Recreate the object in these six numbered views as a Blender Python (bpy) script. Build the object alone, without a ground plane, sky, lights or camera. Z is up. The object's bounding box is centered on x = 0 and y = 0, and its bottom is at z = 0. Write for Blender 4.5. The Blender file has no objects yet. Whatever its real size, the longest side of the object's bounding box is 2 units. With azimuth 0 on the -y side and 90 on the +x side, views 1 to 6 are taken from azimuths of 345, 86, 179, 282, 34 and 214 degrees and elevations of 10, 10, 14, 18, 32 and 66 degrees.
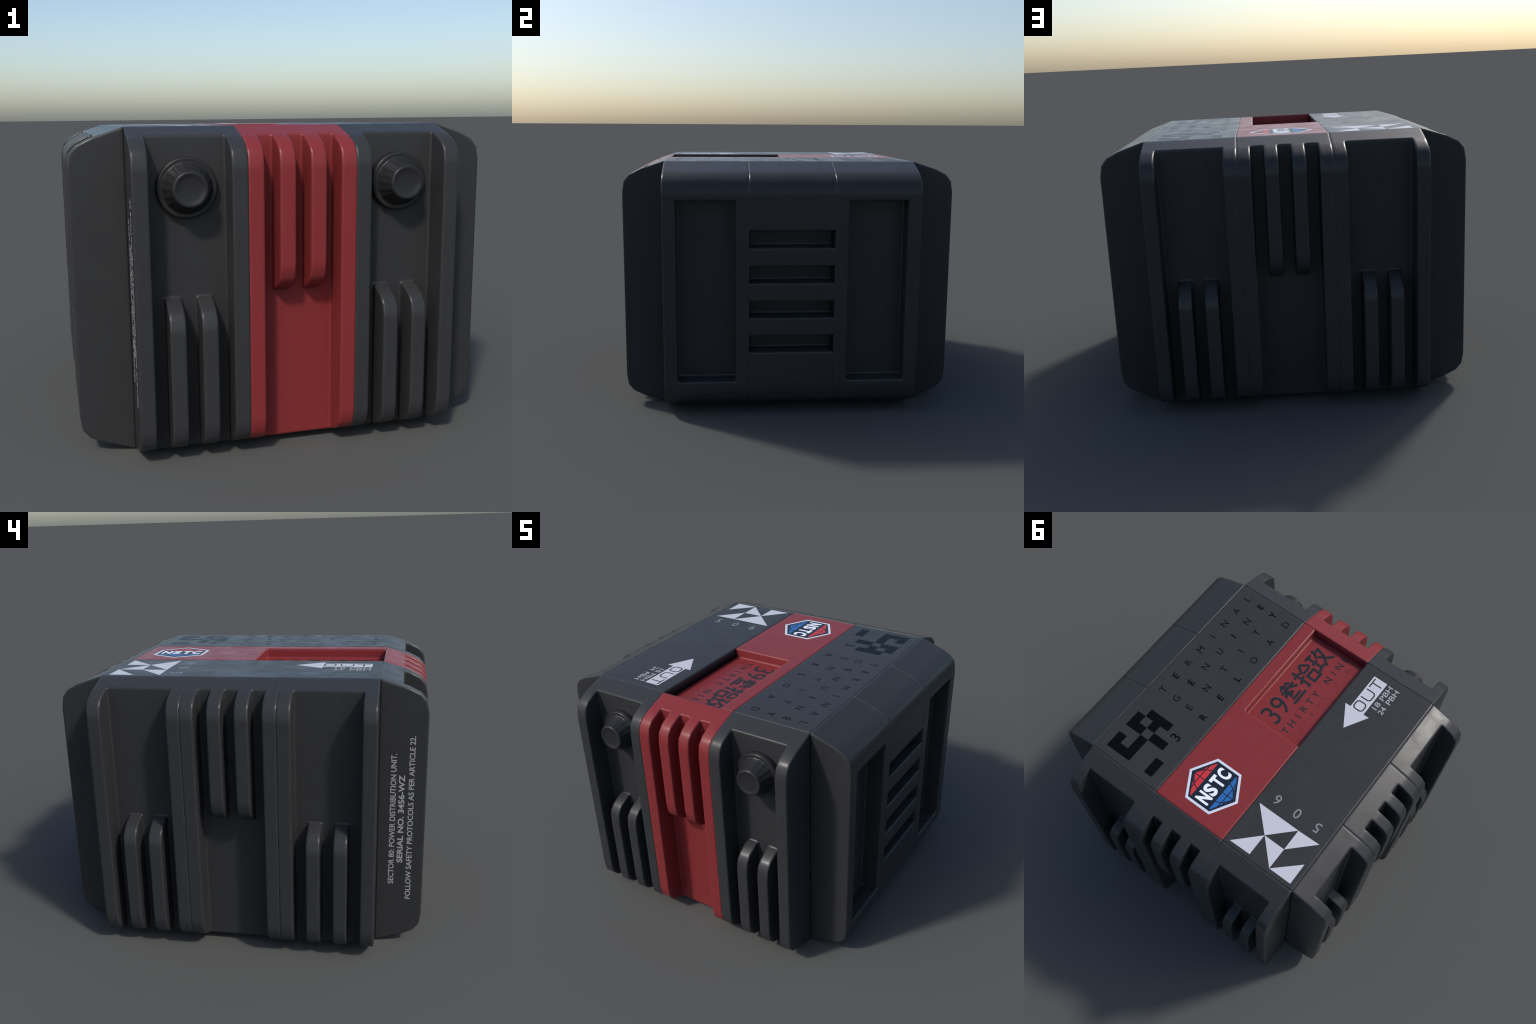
# A dark plastic power unit: a cube core with four bevelled side modules
# (three ribbed, one vented), a red stripe over the lid and down the front,
# two push knobs, and printed lettering and marks.
import bpy, bmesh
from math import pi, cos, sin, radians, hypot
from mathutils import Matrix, Vector

H = 1.5            # height
CORE = 0.75        # half width of the core; modules reach out to 1.0
CELL = 0.5         # every module is three cells of this width
STRIP = CELL / 7   # rib, fin and gap width
FLOOR = 0.866      # how far out the pocket floors lie
VENT_FLOOR = 0.886
SLOT_FLOOR = 0.877
RECESS_Z = 1.440
BEVEL = 0.005      # true chamfer; the softer look of the edges is in the shading

# ------------------------------------------------------------------ materials
def principled(name):
    m = bpy.data.materials.new(name)
    m.use_nodes = True
    return m, m.node_tree, m.node_tree.nodes["Principled BSDF"]

def plastic(name, color, rough=0.33, spread=0.07, mottle=0.04, soft=0.017):
    """Moulded plastic: faint colour mottling, hand-smudged gloss, fine grain."""
    m, t, b = principled(name)
    n, l = t.nodes, t.links
    co = n.new("ShaderNodeTexCoord")
    big = n.new("ShaderNodeTexNoise")
    big.inputs["Scale"].default_value = 6.0
    big.inputs["Detail"].default_value = 5.0
    big.inputs["Roughness"].default_value = 0.6
    l.new(co.outputs["Object"], big.inputs["Vector"])
    mix = n.new("ShaderNodeMix"); mix.data_type = 'RGBA'
    mix.inputs["A"].default_value = (*[c * (1 - mottle) for c in color], 1)
    mix.inputs["B"].default_value = (*[c * (1 + mottle) for c in color], 1)
    l.new(big.outputs["Fac"], mix.inputs["Factor"])
    l.new(mix.outputs["Result"], b.inputs["Base Color"])
    smudge = n.new("ShaderNodeTexNoise")
    smudge.inputs["Scale"].default_value = 9.0
    smudge.inputs["Detail"].default_value = 4.0
    smudge.inputs["Distortion"].default_value = 0.6
    l.new(co.outputs["Object"], smudge.inputs["Vector"])
    mr = n.new("ShaderNodeMapRange")
    mr.inputs["From Min"].default_value = 0.3
    mr.inputs["From Max"].default_value = 0.7
    mr.inputs["To Min"].default_value = rough - spread
    mr.inputs["To Max"].default_value = rough + spread
    l.new(smudge.outputs["Fac"], mr.inputs["Value"])
    bev = n.new("ShaderNodeBevel")
    bev.samples = 12
    bev.inputs["Radius"].default_value = soft
    l.new(bev.outputs["Normal"], b.inputs["Normal"])
    # gloss boosted along every edge, creases included, to paint in brighter glints
    geo = n.new("ShaderNodeNewGeometry")
    dot = n.new("ShaderNodeVectorMath"); dot.operation = 'DOT_PRODUCT'
    l.new(bev.outputs["Normal"], dot.inputs[0]); l.new(geo.outputs["Normal"], dot.inputs[1])
    edge = n.new("ShaderNodeMapRange")
    edge.inputs["From Min"].default_value = 0.99; edge.inputs["From Max"].default_value = 0.88
    l.new(dot.outputs["Value"], edge.inputs["Value"])
    spec = n.new("ShaderNodeMapRange")
    spec.inputs["To Min"].default_value = 0.25; spec.inputs["To Max"].default_value = 0.55
    l.new(edge.outputs["Result"], spec.inputs["Value"])
    l.new(spec.outputs["Result"], b.inputs["Specular IOR Level"])
    glint_rough = n.new("ShaderNodeMath"); glint_rough.operation = 'MULTIPLY_ADD'
    glint_rough.inputs[1].default_value = -0.05
    l.new(edge.outputs["Result"], glint_rough.inputs[0]); l.new(mr.outputs["Result"], glint_rough.inputs[2])
    l.new(glint_rough.outputs["Value"], b.inputs["Roughness"])
    return m

def ink(name, color, rough=0.35, gloss=0.2):
    m, t, b = principled(name)
    b.inputs["Base Color"].default_value = (*color, 1)
    b.inputs["Roughness"].default_value = rough
    b.inputs["Specular IOR Level"].default_value = gloss
    return m

DARK = plastic("dark_plastic", (0.0335, 0.0338, 0.0352))
RED = plastic("red_plastic", (0.205, 0.0275, 0.0295))
KNOB = plastic("knob_plastic", (0.022, 0.0222, 0.0232), rough=0.33, spread=0.05, soft=0.004)
WHITE = ink("white_print", (0.52, 0.525, 0.57))
BORDER = ink("border_white_print", (0.60, 0.63, 0.71))
BRIGHT = ink("bright_white_print", (0.80, 0.83, 0.92))
GREY = ink("grey_print", (0.235, 0.235, 0.25))
PALE = ink("pale_print", (0.34, 0.34, 0.355))
BLACK = ink("black_print", (0.0010, 0.0011, 0.0014), gloss=0.13)
SOFTBLACK = ink("soft_black_print", (0.003, 0.0032, 0.0038), gloss=0.15)
CHARCOAL = ink("charcoal_print", (0.020, 0.021, 0.025))
FAINT = ink("faint_print", (0.115, 0.023, 0.027))
NAVY = ink("navy_print", (0.011, 0.018, 0.032))
LOGORED = ink("emblem_red_print", (0.54, 0.038, 0.045))
LOGOBLUE = ink("emblem_blue_print", (0.026, 0.130, 0.37))

# ------------------------------------------------------------------ helpers
ROOT = bpy.data.objects.new("power_unit", None)
bpy.context.scene.collection.objects.link(ROOT)
ROOT["label"] = "dark grey ribbed power unit box with red stripe"
ROOT["category"] = "power unit"

def add(name, mesh, mat, parent, matrix=None):
    o = bpy.data.objects.new(name, mesh)
    if mat is not None and not mesh.materials:
        mesh.materials.append(mat)
    bpy.context.scene.collection.objects.link(o)
    o.parent = parent
    if matrix is not None:
        o.matrix_basis = matrix
    return o

def mesh_from_bm(name, bm):
    me = bpy.data.meshes.new(name)
    bmesh.ops.recalc_face_normals(bm, faces=bm.faces)
    bm.to_mesh(me); bm.free()
    return me

def box_bm(lo, hi, bm=None):
    bm = bm or bmesh.new()
    r = bmesh.ops.create_cube(bm, size=1)
    for v in r["verts"]:
        v.co = Vector([lo[i] + (v.co[i] + 0.5) * (hi[i] - lo[i]) for i in range(3)])
    return bm

def evaluated_mesh(o):
    dg = bpy.context.evaluated_depsgraph_get()
    dg.update()
    return bpy.data.meshes.new_from_object(o.evaluated_get(dg))

def carve(mesh, cutters):
    """mesh minus a list of boxes (lo, hi), or minus a cutter mesh."""
    o = bpy.data.objects.new("carved", mesh)
    bpy.context.scene.collection.objects.link(o)
    if isinstance(cutters, bpy.types.Mesh):
        cm = cutters
    else:
        bm = bmesh.new()
        for lo, hi in cutters:
            box_bm(lo, hi, bm)
        cm = mesh_from_bm("cutter", bm)
    c = bpy.data.objects.new("cutter", cm)
    bpy.context.scene.collection.objects.link(c)
    md = o.modifiers.new("cut", 'BOOLEAN')
    md.object = c; md.operation = 'DIFFERENCE'; md.solver = 'EXACT'
    out = evaluated_mesh(o)
    bpy.data.objects.remove(o); bpy.data.objects.remove(c)
    bpy.data.meshes.remove(cm)
    return out

def prism(outline, t0, t1):
    """(depth, z) outline extruded over t; local frame (t, -depth, z)."""
    bm = bmesh.new()
    a = [bm.verts.new((t0, -d, z)) for d, z in outline]
    b = [bm.verts.new((t1, -d, z)) for d, z in outline]
    bm.faces.new(a); bm.faces.new(b[::-1])
    for i in range(len(a)):
        j = (i + 1) % len(a)
        bm.faces.new((a[i], b[i], b[j], a[j]))
    return bm

def soften(mesh, weight, limit=radians(38)):
    """Dissolve flat leftovers, then give each sharp edge its own bevel weight."""
    bm = bmesh.new(); bm.from_mesh(mesh)
    bmesh.ops.remove_doubles(bm, verts=bm.verts, dist=1e-5)
    bmesh.ops.dissolve_limit(bm, angle_limit=radians(0.5), verts=bm.verts, edges=bm.edges)
    lay = bm.edges.layers.float.get("bevel_weight_edge") or bm.edges.layers.float.new("bevel_weight_edge")
    for e in bm.edges:
        if len(e.link_faces) == 2 and e.calc_face_angle() > limit:
            e[lay] = weight(e.verts[0].co, e.verts[1].co)
    for f in bm.faces:
        f.smooth = True
    bm.to_mesh(mesh); bm.free()
    return mesh

def rounded(o, width=BEVEL, seg=3, by_weight=True):
    b = o.modifiers.new("rounded_edges", 'BEVEL')
    b.width = width; b.segments = seg
    b.limit_method = 'WEIGHT' if by_weight else 'ANGLE'
    b.angle_limit = radians(38)
    b.use_clamp_overlap = True
    b.miter_outer = 'MITER_ARC'
    w = o.modifiers.new("even_shading", 'WEIGHTED_NORMAL')
    w.keep_sharp = True; w.weight = 80
    return o

# ------------------------------------------------------------------ side modules
# shoulder of a module: (distance out, distance below the top)
SHOULDER = [(0.75, 0.0), (0.895, 0.048), (0.957, 0.079), (0.990, 0.119), (1.0, 0.186)]
PROFILE = [(d, H - z) for d, z in SHOULDER] + [(d, z) for d, z in reversed(SHOULDER)]

DROP = 0.039                               # shoulder height lost at the pocket floor
def fin_solid(raised):
    """Everything a fin keeps when the pocket is cut: raised fins hang from the
    shoulder to mid height, the others stand from the foot to mid height."""
    z, s = (0.750, 1) if raised else (0.746, -1)
    far = 1.7 if raised else -0.2
    end = [(FLOOR - 0.03, z - s * 0.006)] + [(FLOOR, z)] + [(d, z + s * (q - DROP)) for d, q in SHOULDER[1:]]
    return end + [(1.06, z + s * 0.55), (1.06, far), (FLOOR - 0.03, far)]

def cell_weight(sides):
    def w(a, b):
        if abs(a.y + CORE) < 1e-4 and abs(b.y + CORE) < 1e-4:
            return 0.35
        for s in sides:                    # seam sides get a finer edge
            if abs(a.x - s) < 1e-4 and abs(b.x - s) < 1e-4:
                return 0.5
        return 1.0
    return w

half = CELL / 2
CUT = FLOOR + 0.010                        # where a fin parts from its panel
def ribbed_meshes(raised, seams, mat):
    """One cell cut as a single smooth body, then parted into panel and fin meshes
    that share border vertices and keep the body's normals."""
    pocket = mesh_from_bm("pocket", box_bm((-half + STRIP, -1.2, -0.1), (half - STRIP, -FLOOR, H + 0.1)))
    bm = bmesh.new()
    for k in (-1, 1):
        part = prism(fin_solid(raised), (k - 0.5) * STRIP, (k + 0.5) * STRIP)
        tmp = mesh_from_bm("fin_keep", part)
        bm.from_mesh(tmp); bpy.data.meshes.remove(tmp)
    pocket = carve(pocket, mesh_from_bm("fin_keep", bm))
    me = carve(mesh_from_bm("ribbed_panel", prism(PROFILE, -half, half)), pocket)
    soften(me, cell_weight(seams))
    bm = bmesh.new(); bm.from_mesh(me)
    bmesh.ops.bisect_plane(bm, geom=bm.verts[:] + bm.edges[:] + bm.faces[:], dist=1e-6,
                           plane_co=(0, -CUT, 0), plane_no=(0, -1, 0))
    bm.to_mesh(me); bm.free()
    o = bpy.data.objects.new("body", me)
    bpy.context.scene.collection.objects.link(o)
    rounded(o)
    body = evaluated_mesh(o)
    bpy.data.objects.remove(o)
    normals = [Vector(c.vector) for c in body.corner_normals]
    groups = {"panel": [], -1: [], 1: []}
    for p in body.polygons:
        c = p.center
        fin = c.y < -CUT + 1e-5 and abs(c.x) < 1.7 * STRIP
        groups[(1 if c.x > 0 else -1) if fin else "panel"].append(p)
    out = {}
    for key, polys in groups.items():
        used, faces, nrm = {}, [], []
        for p in polys:
            faces.append([used.setdefault(v, len(used)) for v in p.vertices])
            nrm += [normals[i] for i in p.loop_indices]
        verts = [body.vertices[v].co.copy() for v in used]
        m = bpy.data.meshes.new("ribbed_panel" if key == "panel" else "fin")
        m.from_pydata(verts, [], faces)
        m.polygons.foreach_set("use_smooth", [True] * len(faces))
        m.normals_split_custom_set(nrm)
        m.materials.append(mat)
        out[key] = m
    bpy.data.meshes.remove(body)
    return out

def vent_mesh(name, seams, pocket):
    me = mesh_from_bm(name, prism(PROFILE, -half, half))
    if pocket:
        cuts = [((-0.172, -1.2, 0.213), (0.172, -VENT_FLOOR, 1.290))]
    else:
        cuts = [((-0.3, -1.2, 0.390 + 0.2078 * i), (0.3, -SLOT_FLOOR, 0.492 + 0.2078 * i)) for i in range(4)]
    me = carve(me, cuts)
    me.name = name
    return soften(me, cell_weight(seams))

def turn(angle, t=0.0):
    return Matrix.Rotation(angle, 4, 'Z') @ Matrix.Translation((t, 0, 0))

SEAMS = {"l": (half,), "m": (-half, half), "r": (-half,)}
CELLS_DARK = {k: ribbed_meshes(k == "m", s, DARK) for k, s in SEAMS.items()}
RED_CELL = ribbed_meshes(True, SEAMS["m"], RED)
VENTS = {k: vent_mesh("vent_panel", s, k != "m") for k, s in SEAMS.items()}

def knob_mesh():
    """Flange, faceted cone and dished cap, turned about -y."""
    bm = bmesh.new()
    N, F = 72, 18
    def ring(y, r, facet=0.0):
        vs = []
        for i in range(N):
            a = 2 * pi * i / N
            b = abs((a % (2 * pi / F)) - pi / F) / (pi / F)     # 0 mid facet, 1 at a crease
            k = 1 - facet * (1 - b * b)
            vs.append(bm.verts.new((r * k * cos(a), y, r * k * sin(a))))
        return vs
    rings = [ring(-0.850, 0.1355), ring(-0.890, 0.1355), ring(-0.898, 0.1342), ring(-0.9035, 0.1300),
             ring(-0.9045, 0.1265), ring(-0.9020, 0.1160), ring(-0.9020, 0.1135), ring(-0.9045, 0.1125, 0.03),
             ring(-0.911, 0.1100, 0.045), ring(-0.974, 0.0830, 0.040), ring(-0.981, 0.0800, 0.0),
             ring(-0.986, 0.0785), ring(-0.9900, 0.0755), ring(-0.9920, 0.0715), ring(-0.9918, 0.0670),
             ring(-0.9895, 0.0610), ring(-0.9865, 0.0540), ring(-0.9850, 0.0460)]
    for a, b in zip(rings, rings[1:]):
        for i in range(N):
            j = (i + 1) % N
            f = bm.faces.new((a[i], a[j], b[j], b[i])); f.smooth = True
    f = bm.faces.new(rings[-1]); f.smooth = True
    bm.faces.new(rings[0])
    return mesh_from_bm("knob", bm)
KNOB_MESH = knob_mesh()
KNOB_MESH.materials.append(KNOB)

def ribbed_module(angle, red_middle, knobs):
    panels = {}
    for t, k in ((-CELL, "l"), (0.0, "m"), (CELL, "r")):
        cell = RED_CELL if red_middle and k == "m" else CELLS_DARK[k]
        p = add("ribbed_panel", cell["panel"], None, ROOT, turn(angle, t))
        panels[t] = p
        for side in (-1, 1):
            add("fin", cell[side], None, p)
        if knobs and k != "m":
            add("knob", KNOB_MESH, None, p, Matrix.Translation((0, 0, 1.236)))
    return panels

def vent_module(angle):
    for t, k in ((-CELL, "l"), (0.0, "m"), (CELL, "r")):
        rounded(add("vent_panel", VENTS[k], DARK, ROOT, turn(angle, t)))

FRONT = ribbed_module(0.0, True, True)        # front, towards -y
vent_module(pi / 2)                   # towards +x
ribbed_module(pi, False, False)       # back
ribbed_module(-pi / 2, False, False)  # towards -x

# ------------------------------------------------------------------ core and lid
add("core", mesh_from_bm("core", box_bm((-0.748, -0.748, 0.002), (0.748, 0.748, 1.42))), DARK, ROOT)

def lid(x0, x1, mat, cut=None):
    me = mesh_from_bm("lid_panel", box_bm((x0, -CORE, 1.41), (x1, CORE, H)))
    if cut:
        me = carve(me, [cut]); me.name = "lid_panel"
    soften(me, lambda a, b: 1.0 if max(a.z, b.z) > 1.43 else 0.0)
    return rounded(add("lid_panel", me, mat, ROOT), width=0.0055, seg=2)

LID_LEFT = lid(-CORE, -half, DARK)
LID_RED = lid(-half, half, RED, ((-0.3, -0.8, RECESS_Z), (0.162, 0.0, 1.6)))
LID_RIGHT = lid(half, CORE, DARK)

# ------------------------------------------------------------------ printed marks
THICK = 0.0004
def frame(origin, right, up):
    r, u = Vector(right), Vector(up)
    n = r.cross(u)
    m = Matrix((r, u, n)).transposed().to_4x4()
    m.translation = Vector(origin)
    return m

def LIDF(z=H):       # read towards -y, letter tops towards +x
    return frame((0, 0, z), (0, -1, 0), (1, 0, 0))

def flat(name, faces, mat, parent, m, lift=0.0, thick=THICK):
    """Faces given as 2-D outlines in frame m, raised into a thin printed layer."""
    bm = bmesh.new()
    for f in faces:
        bm.faces.new([bm.verts.new((x, y, 0)) for x, y in f])
    bmesh.ops.remove_doubles(bm, verts=bm.verts, dist=1e-5)
    bmesh.ops.recalc_face_normals(bm, faces=bm.faces)
    for f in bm.faces:
        if f.normal.z < 0: f.normal_flip()
    r = bmesh.ops.extrude_face_region(bm, geom=bm.faces[:])
    for v in [g for g in r["geom"] if isinstance(g, bmesh.types.BMVert)]:
        v.co.z += thick
    bmesh.ops.recalc_face_normals(bm, faces=bm.faces)
    me = bpy.data.meshes.new(name); bm.to_mesh(me); bm.free()
    m = m @ Matrix.Translation((0, 0, lift))
    return add(name, me, mat, parent, m)

def stroke(points, w, closed=False):
    """A mitred polyline of width w as a list of quads."""
    P = [Vector(p) for p in points]
    n = len(P)
    L, R = [], []
    for i in range(n):
        a = P[(i - 1) % n] if (closed or i > 0) else None
        b = P[(i + 1) % n] if (closed or i < n - 1) else None
        d1 = (P[i] - a).normalized() if a is not None else None
        d2 = (b - P[i]).normalized() if b is not None else None
        d1 = d1 or d2; d2 = d2 or d1
        t = (d1 + d2).normalized()
        nrm = Vector((-t.y, t.x))
        k = min(2.0, 1 / max(0.3, t.dot(d1)))
        L.append(P[i] + nrm * w / 2 * k); R.append(P[i] - nrm * w / 2 * k)
    return [[R[i], R[(i + 1) % n], L[(i + 1) % n], L[i]] for i in range(n if closed else n - 1)]

def strokes(name, lines, w, mat, parent, m, lift=0.0):
    """Each line becomes its own slightly staggered layer so crossings never tie."""
    bm_all = bmesh.new()
    for k, pts in enumerate(lines):
        for q in stroke(pts, w):
            z1 = THICK + 0.00006 * (k + 1)
            lo = [bm_all.verts.new((p[0], p[1], 0)) for p in q]
            hi = [bm_all.verts.new((p[0], p[1], z1)) for p in q]
            bm_all.faces.new(lo[::-1]); bm_all.faces.new(hi)
            for i in range(4):
                j = (i + 1) % 4
                bm_all.faces.new((lo[i], lo[j], hi[j], hi[i]))
    me = bpy.data.meshes.new(name); bm_all.to_mesh(me); bm_all.free()
    return add(name, me, mat, parent, m @ Matrix.Translation((0, 0, lift)))

def text_mesh(s, weight=0.0):
    cu = bpy.data.curves.new("lettering", 'FONT')
    cu.body = s; cu.size = 1.0; cu.offset = weight
    cu.resolution_u = 4
    cu.extrude = 0.5
    o = bpy.data.objects.new("lettering", cu)
    bpy.context.scene.collection.objects.link(o)
    me = evaluated_mesh(o)
    bpy.data.objects.remove(o); bpy.data.curves.remove(cu)
    return me

def lettering(s, mat, parent, m, center, height=None, width=None, weight=0.0, lift=0.0, name="lettering"):
    """Text centred on a point of frame m; fitted to a height and, if given, a width."""
    me = text_mesh(s, weight)
    xs = [v.co.x for v in me.vertices]; ys = [v.co.y for v in me.vertices]
    x0, x1, y0, y1 = min(xs), max(xs), min(ys), max(ys)
    sy = height / (y1 - y0)
    sx = width / (x1 - x0) if width else sy
    for v in me.vertices:
        v.co = ((v.co.x - (x0 + x1) / 2) * sx, (v.co.y - (y0 + y1) / 2) * sy, (v.co.z + 0.5) * THICK)
    me.name = name
    return add(name, me, mat, parent, m @ Matrix.Translation((center[0], center[1], lift)))

# --- right lid: letter grid, digit and pixel mark (frame x = -y world, frame y = x world)
F = LIDF()
ROWS = [("TERMINAL", 0.662, -0.671, {1}), ("GENUINE", 0.555, -0.672, {1, 4, 6}),
        ("ENTITY", 0.451, -0.669, {5}), ("RELOAD", 0.340, -0.661, {0, 1, 2})]
for word, x, y_end, bold in ROWS:
    for i, ch in enumerate(word):
        y = 0.194 + (y_end - 0.194) * i / (len(word) - 1)
        heavy = i in bold
        lettering(ch, BLACK if heavy else SOFTBLACK, LID_RIGHT, F, (-y, x), 0.046,
                  weight=0.022 if heavy else (0.0 if ch == "M" else 0.004))
lettering("3", BLACK, LID_RIGHT, F, (-0.405, 0.386), 0.066, weight=0.012)

U = 0.0580
CELLS = [(1, 0), (2, 0), (3, 0), (0, 1), (0, 2), (2, 1), (1, 2), (3, 2), (4, 2),
         (2, 3), (2, 4), (2, 5), (1, 5), (0, 4), (0, 5), (5, 4), (5, 5)]
def pixel(i, j):
    x1, y0 = 0.685 - i * 0.0588, 0.347 + j * U
    x0, y1 = x1 - 0.0588, y0 + U
    return [(-y1, x0), (-y0, x0), (-y0, x1), (-y1, x1)]
flat("pixel_mark", [pixel(i, j) for i, j in CELLS], BLACK, LID_RIGHT, F)

# --- red lid: hexagonal emblem
EM = F @ Matrix.Translation((-0.516, 0.0, 0))
def hexagon(k, dx=0.0):
    sx, sy, f = 0.157, 0.182, 0.089
    w, h = sx - dx, sy - dx * 1.12
    return [(-w, -f * h / sy), (0, -h), (w, -f * h / sy), (w, f * h / sy), (0, h), (-w, f * h / sy)]
flat("emblem", [hexagon(1)], BORDER, LID_RED, EM)
flat("emblem", [hexagon(1, 0.016)], NAVY, LID_RED, EM, lift=0.0002)
def cap_region(s):
    return [(-0.127, s * 0.069), (0.127, s * 0.069), (0.125, s * 0.077), (0.012, s * 0.142),
            (-0.012, s * 0.142), (-0.125, s * 0.077)]
for s, mat in ((1, LOGORED), (-1, LOGOBLUE)):
    pts = cap_region(s)
    flat("emblem", [pts if s > 0 else pts[::-1]], mat, LID_RED, EM, lift=0.0004)
    grid = [[(0, s * 0.067), (0, s * 0.145)],
            [(-0.090, s * 0.0985), (-0.05, s * 0.1035), (0.05, s * 0.1035), (0.090, s * 0.0985)],
            [(-0.073, s * 0.067), (-0.055, s * 0.1035), (-0.030, s * 0.126), (-0.005, s * 0.142)],
            [(0.073, s * 0.067), (0.055, s * 0.1035), (0.030, s * 0.126), (0.005, s * 0.142)],
            [(-0.064, s * 0.114), (-0.040, s * 0.120), (-0.022, s * 0.136)],
            [(0.064, s * 0.114), (0.040, s * 0.120), (0.022, s * 0.136)]]
    strokes("emblem", grid, 0.0055, NAVY, LID_RED, EM, lift=0.0005)
for ch, x, w in (("N", -0.093, 0.058), ("S", -0.030, 0.054), ("T", 0.036, 0.056), ("C", 0.097, 0.054)):
    lettering(ch, BRIGHT, LID_RED, EM, (x, -0.001), 0.094, width=w, weight=0.045, lift=0.0005)

# --- recess display: 39, three numerals, two lines of text
D = LIDF(RECESS_Z)
lettering("39", CHARCOAL, LID_RED, D, (0.145, 0.031), 0.142, width=0.165, weight=0.002)
def glyph(lines, cx, cy, w, h, sw):
    strokes("numeral", [[(cx + (x - 0.5) * w, cy + (y - 0.5) * h) for x, y in l] for l in lines],
            sw, CHARCOAL, LID_RED, D)
SAN = [[(0.42, 1.0), (0.25, 0.86), (0.72, 0.86)], [(0.62, 0.95), (0.78, 0.80)],
       [(0.05, 0.70), (0.95, 0.70)], [(0.50, 0.92), (0.38, 0.68), (0.05, 0.46)],
       [(0.58, 0.70), (0.95, 0.46)], [(0.45, 0.60), (0.25, 0.44)], [(0.58, 0.50), (0.25, 0.32)],
       [(0.20, 0.20), (0.80, 0.20)], [(0.05, 0.03), (0.95, 0.03)]]
SHI = [[(0.02, 0.74), (0.40, 0.74)], [(0.22, 1.0), (0.22, 0.06), (0.10, 0.03)], [(0.02, 0.36), (0.42, 0.52)],
       [(0.70, 1.0), (0.42, 0.62)], [(0.70, 1.0), (0.99, 0.62)], [(0.50, 0.58), (0.92, 0.58)],
       [(0.50, 0.38), (0.50, -0.06)], [(0.44, 0.38), (1.0, 0.38)], [(0.94, 0.38), (0.94, -0.06)],
       [(0.44, -0.01), (1.0, -0.01)]]
KYU = [[(0.02, 0.90), (0.42, 0.90)], [(0.05, 0.52), (0.40, 0.52)], [(0.0, 0.10), (0.42, 0.18)],
       [(0.22, 0.90), (0.22, 0.14)], [(0.62, 1.0), (0.56, 0.76), (0.44, 0.56)],
       [(0.57, 0.82), (0.92, 0.82)], [(0.86, 0.82), (0.74, 0.40), (0.42, 0.02)],
       [(0.56, 0.58), (0.74, 0.26), (1.0, 0.02)]]
for k, g in enumerate((SAN, SHI, KYU)):
    glyph(g, 0.312 + 0.152 * k, 0.034, 0.137 if k == 0 else 0.150, 0.150, 0.0185)
for i, ch in enumerate("THIRTY NINE"):
    if ch == " ":
        continue
    x = 0.063 + 0.0650 * i
    lettering(ch, CHARCOAL, LID_RED, D, (x, -0.106), 0.048, weight=0.010)
    cut = [[(0, 1), (1, 1), (1, 0.4)], [(0, 0.2), (0.6, 0), (1, 0.7)], [(0.1, 1), (0.9, 0.5)],
           [(0, 0), (0.5, 0.9), (1, 0), (0, 0)], [(0, 0.9), (1, 0.6), (0.5, 0)], [(0, 1), (0.9, 0.9), (0.9, 0.1)]][i % 6]
    strokes("small_mark", [[(x - 0.012 + 0.024 * a, -0.176 + 0.026 * b) for a, b in cut]], 0.0045, FAINT, LID_RED, D)

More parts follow.
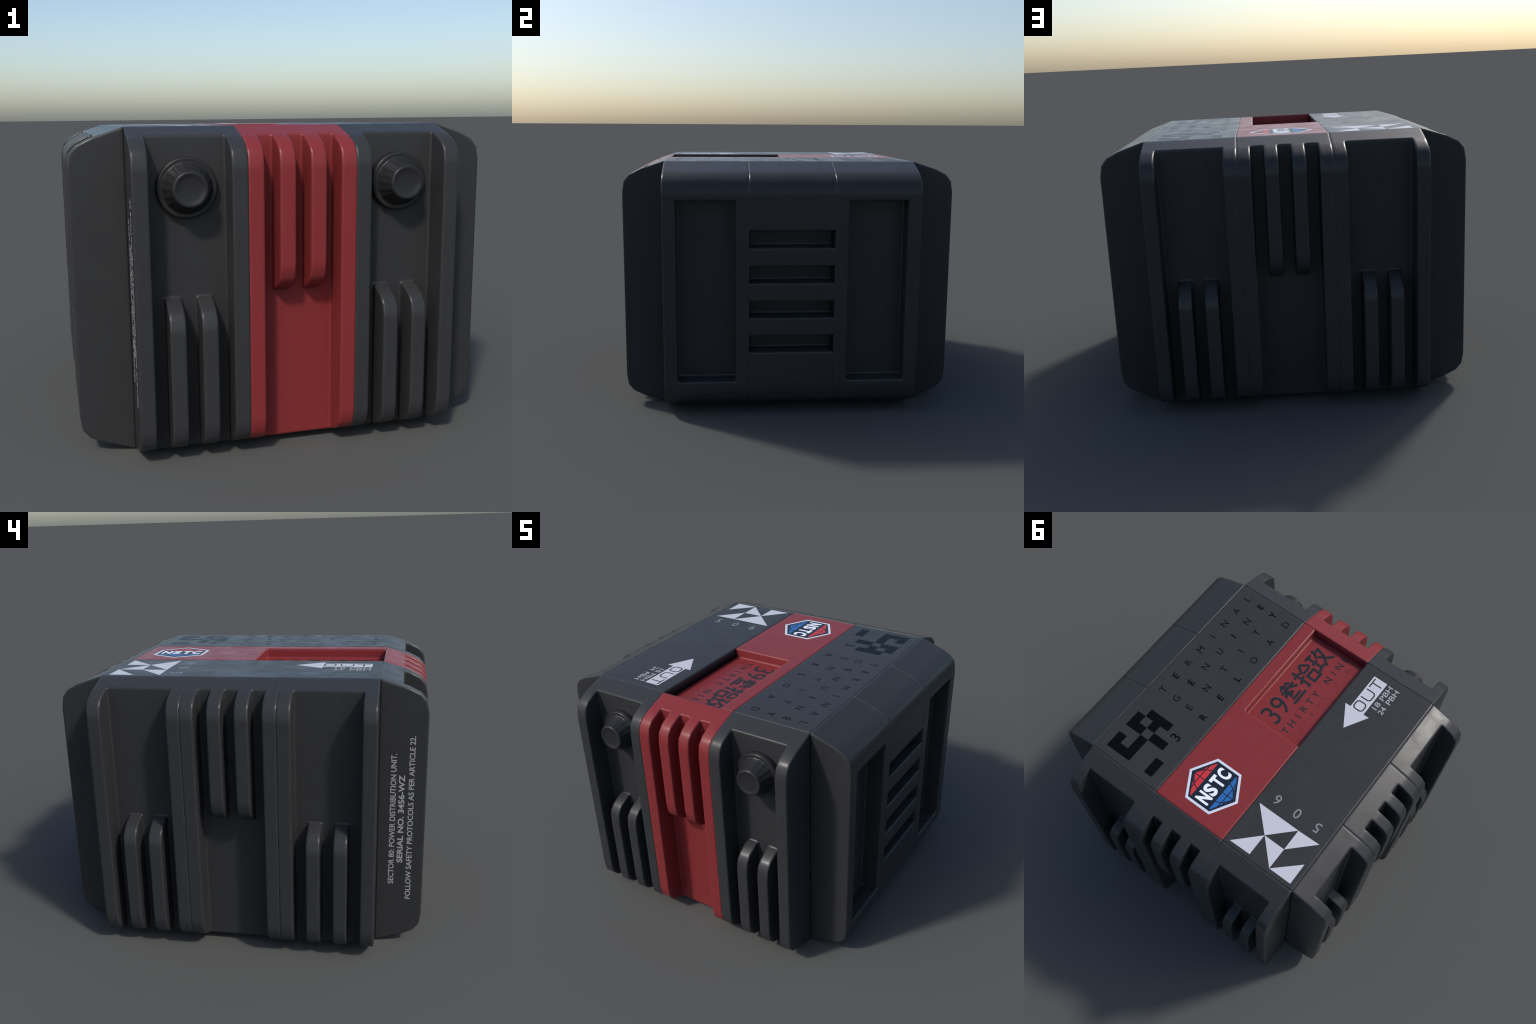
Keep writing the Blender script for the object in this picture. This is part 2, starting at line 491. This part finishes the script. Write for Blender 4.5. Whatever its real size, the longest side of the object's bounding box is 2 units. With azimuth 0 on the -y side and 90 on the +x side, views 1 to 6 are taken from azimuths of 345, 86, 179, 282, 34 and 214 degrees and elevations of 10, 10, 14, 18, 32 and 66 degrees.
# --- left lid: arrow with outlined word, rates, triangles, digits
flat("arrow", [[(0.693, -0.342), (0.423, -0.342), (0.423, -0.304), (0.272, -0.393),
                (0.423, -0.480), (0.423, -0.440), (0.693, -0.440)]], WHITE, LID_LEFT, F)
def rounded_rect(x0, x1, y0, y1, r, n=5, skip_top=False):
    pts = []
    for cx, cy, a0 in ((x1 - r, y1 - r, 0), (x0 + r, y1 - r, 90), (x0 + r, y0 + r, 180), (x1 - r, y0 + r, 270)):
        if skip_top and a0 < 180:
            continue
        for k in range(n + 1):
            a = radians(a0 + 90 * k / n)
            pts.append((cx + r * cos(a), cy + r * sin(a)))
    if skip_top:
        return [(x0, y1)] + pts + [(x1, y1)]
    return pts + [pts[0]]
yt, yb = -0.355, -0.421
strokes("lettering", [rounded_rect(0.428, 0.490, yb, yt, 0.020)], 0.0085, DARK, LID_LEFT, F, lift=0.0003)
strokes("lettering", [rounded_rect(0.520, 0.588, yb, yt, 0.020, skip_top=True)], 0.0085, DARK, LID_LEFT, F, lift=0.0003)
strokes("lettering", [[(0.609, yt - 0.003), (0.682, yt - 0.003)], [(0.646, yt - 0.003), (0.646, yb - 0.006)]], 0.0085, DARK, LID_LEFT, F, lift=0.0003)
for y, a, x in ((-0.471, "18", 0.522), (-0.518, "24", 0.514)):
    lettering(a, PALE, LID_LEFT, F, (x, y), 0.035, width=0.056, weight=0.012)
    lettering("PBH", PALE, LID_LEFT, F, (0.632, y), 0.035, width=0.114, weight=0.012)
TRI = [[(-0.282, 0.435), (-0.427, 0.577), (-0.567, 0.436)],
       [(-0.285, 0.722), (-0.427, 0.720), (-0.427, 0.5775)],
       [(-0.4275, 0.577), (-0.567, 0.718), (-0.568, 0.578)],
       [(-0.567, 0.4365), (-0.568, 0.5775), (-0.714, 0.432)],
       [(-0.5675, 0.719), (-0.716, 0.719), (-0.715, 0.580)]]
G = frame((0, 0, H), (1, 0, 0), (0, 1, 0))
for t in TRI:
    flat("triangle_mark", [t], WHITE, LID_LEFT, G)
for ch, x in (("5", -0.646), ("0", -0.500), ("6", -0.356)):
    lettering(ch, GREY, LID_LEFT, G, (x, 0.356), 0.064)

# --- serial text on the end face of the front module
S = frame((-CORE + CELL, 0, 0), (0, 0, 1), (0, 1, 0))
for s, z0, z1, y, h, w in (("SECTOR 80: POWER DISTRIBUTION UNIT.", 0.357, 1.106, -0.829, 0.030, 0.018),
                           ("SERIAL NO. 3456-WZ", 0.486, 0.990, -0.873, 0.032, 0.030),
                           ("FOLLOW SAFETY PROTOCOLS AS PER ARTICLE 22.", 0.270, 1.204, -0.923, 0.029, 0.018)):
    lettering(s, PALE, FRONT[-CELL], S, ((z0 + z1) / 2, y), h, width=z1 - z0, weight=w)
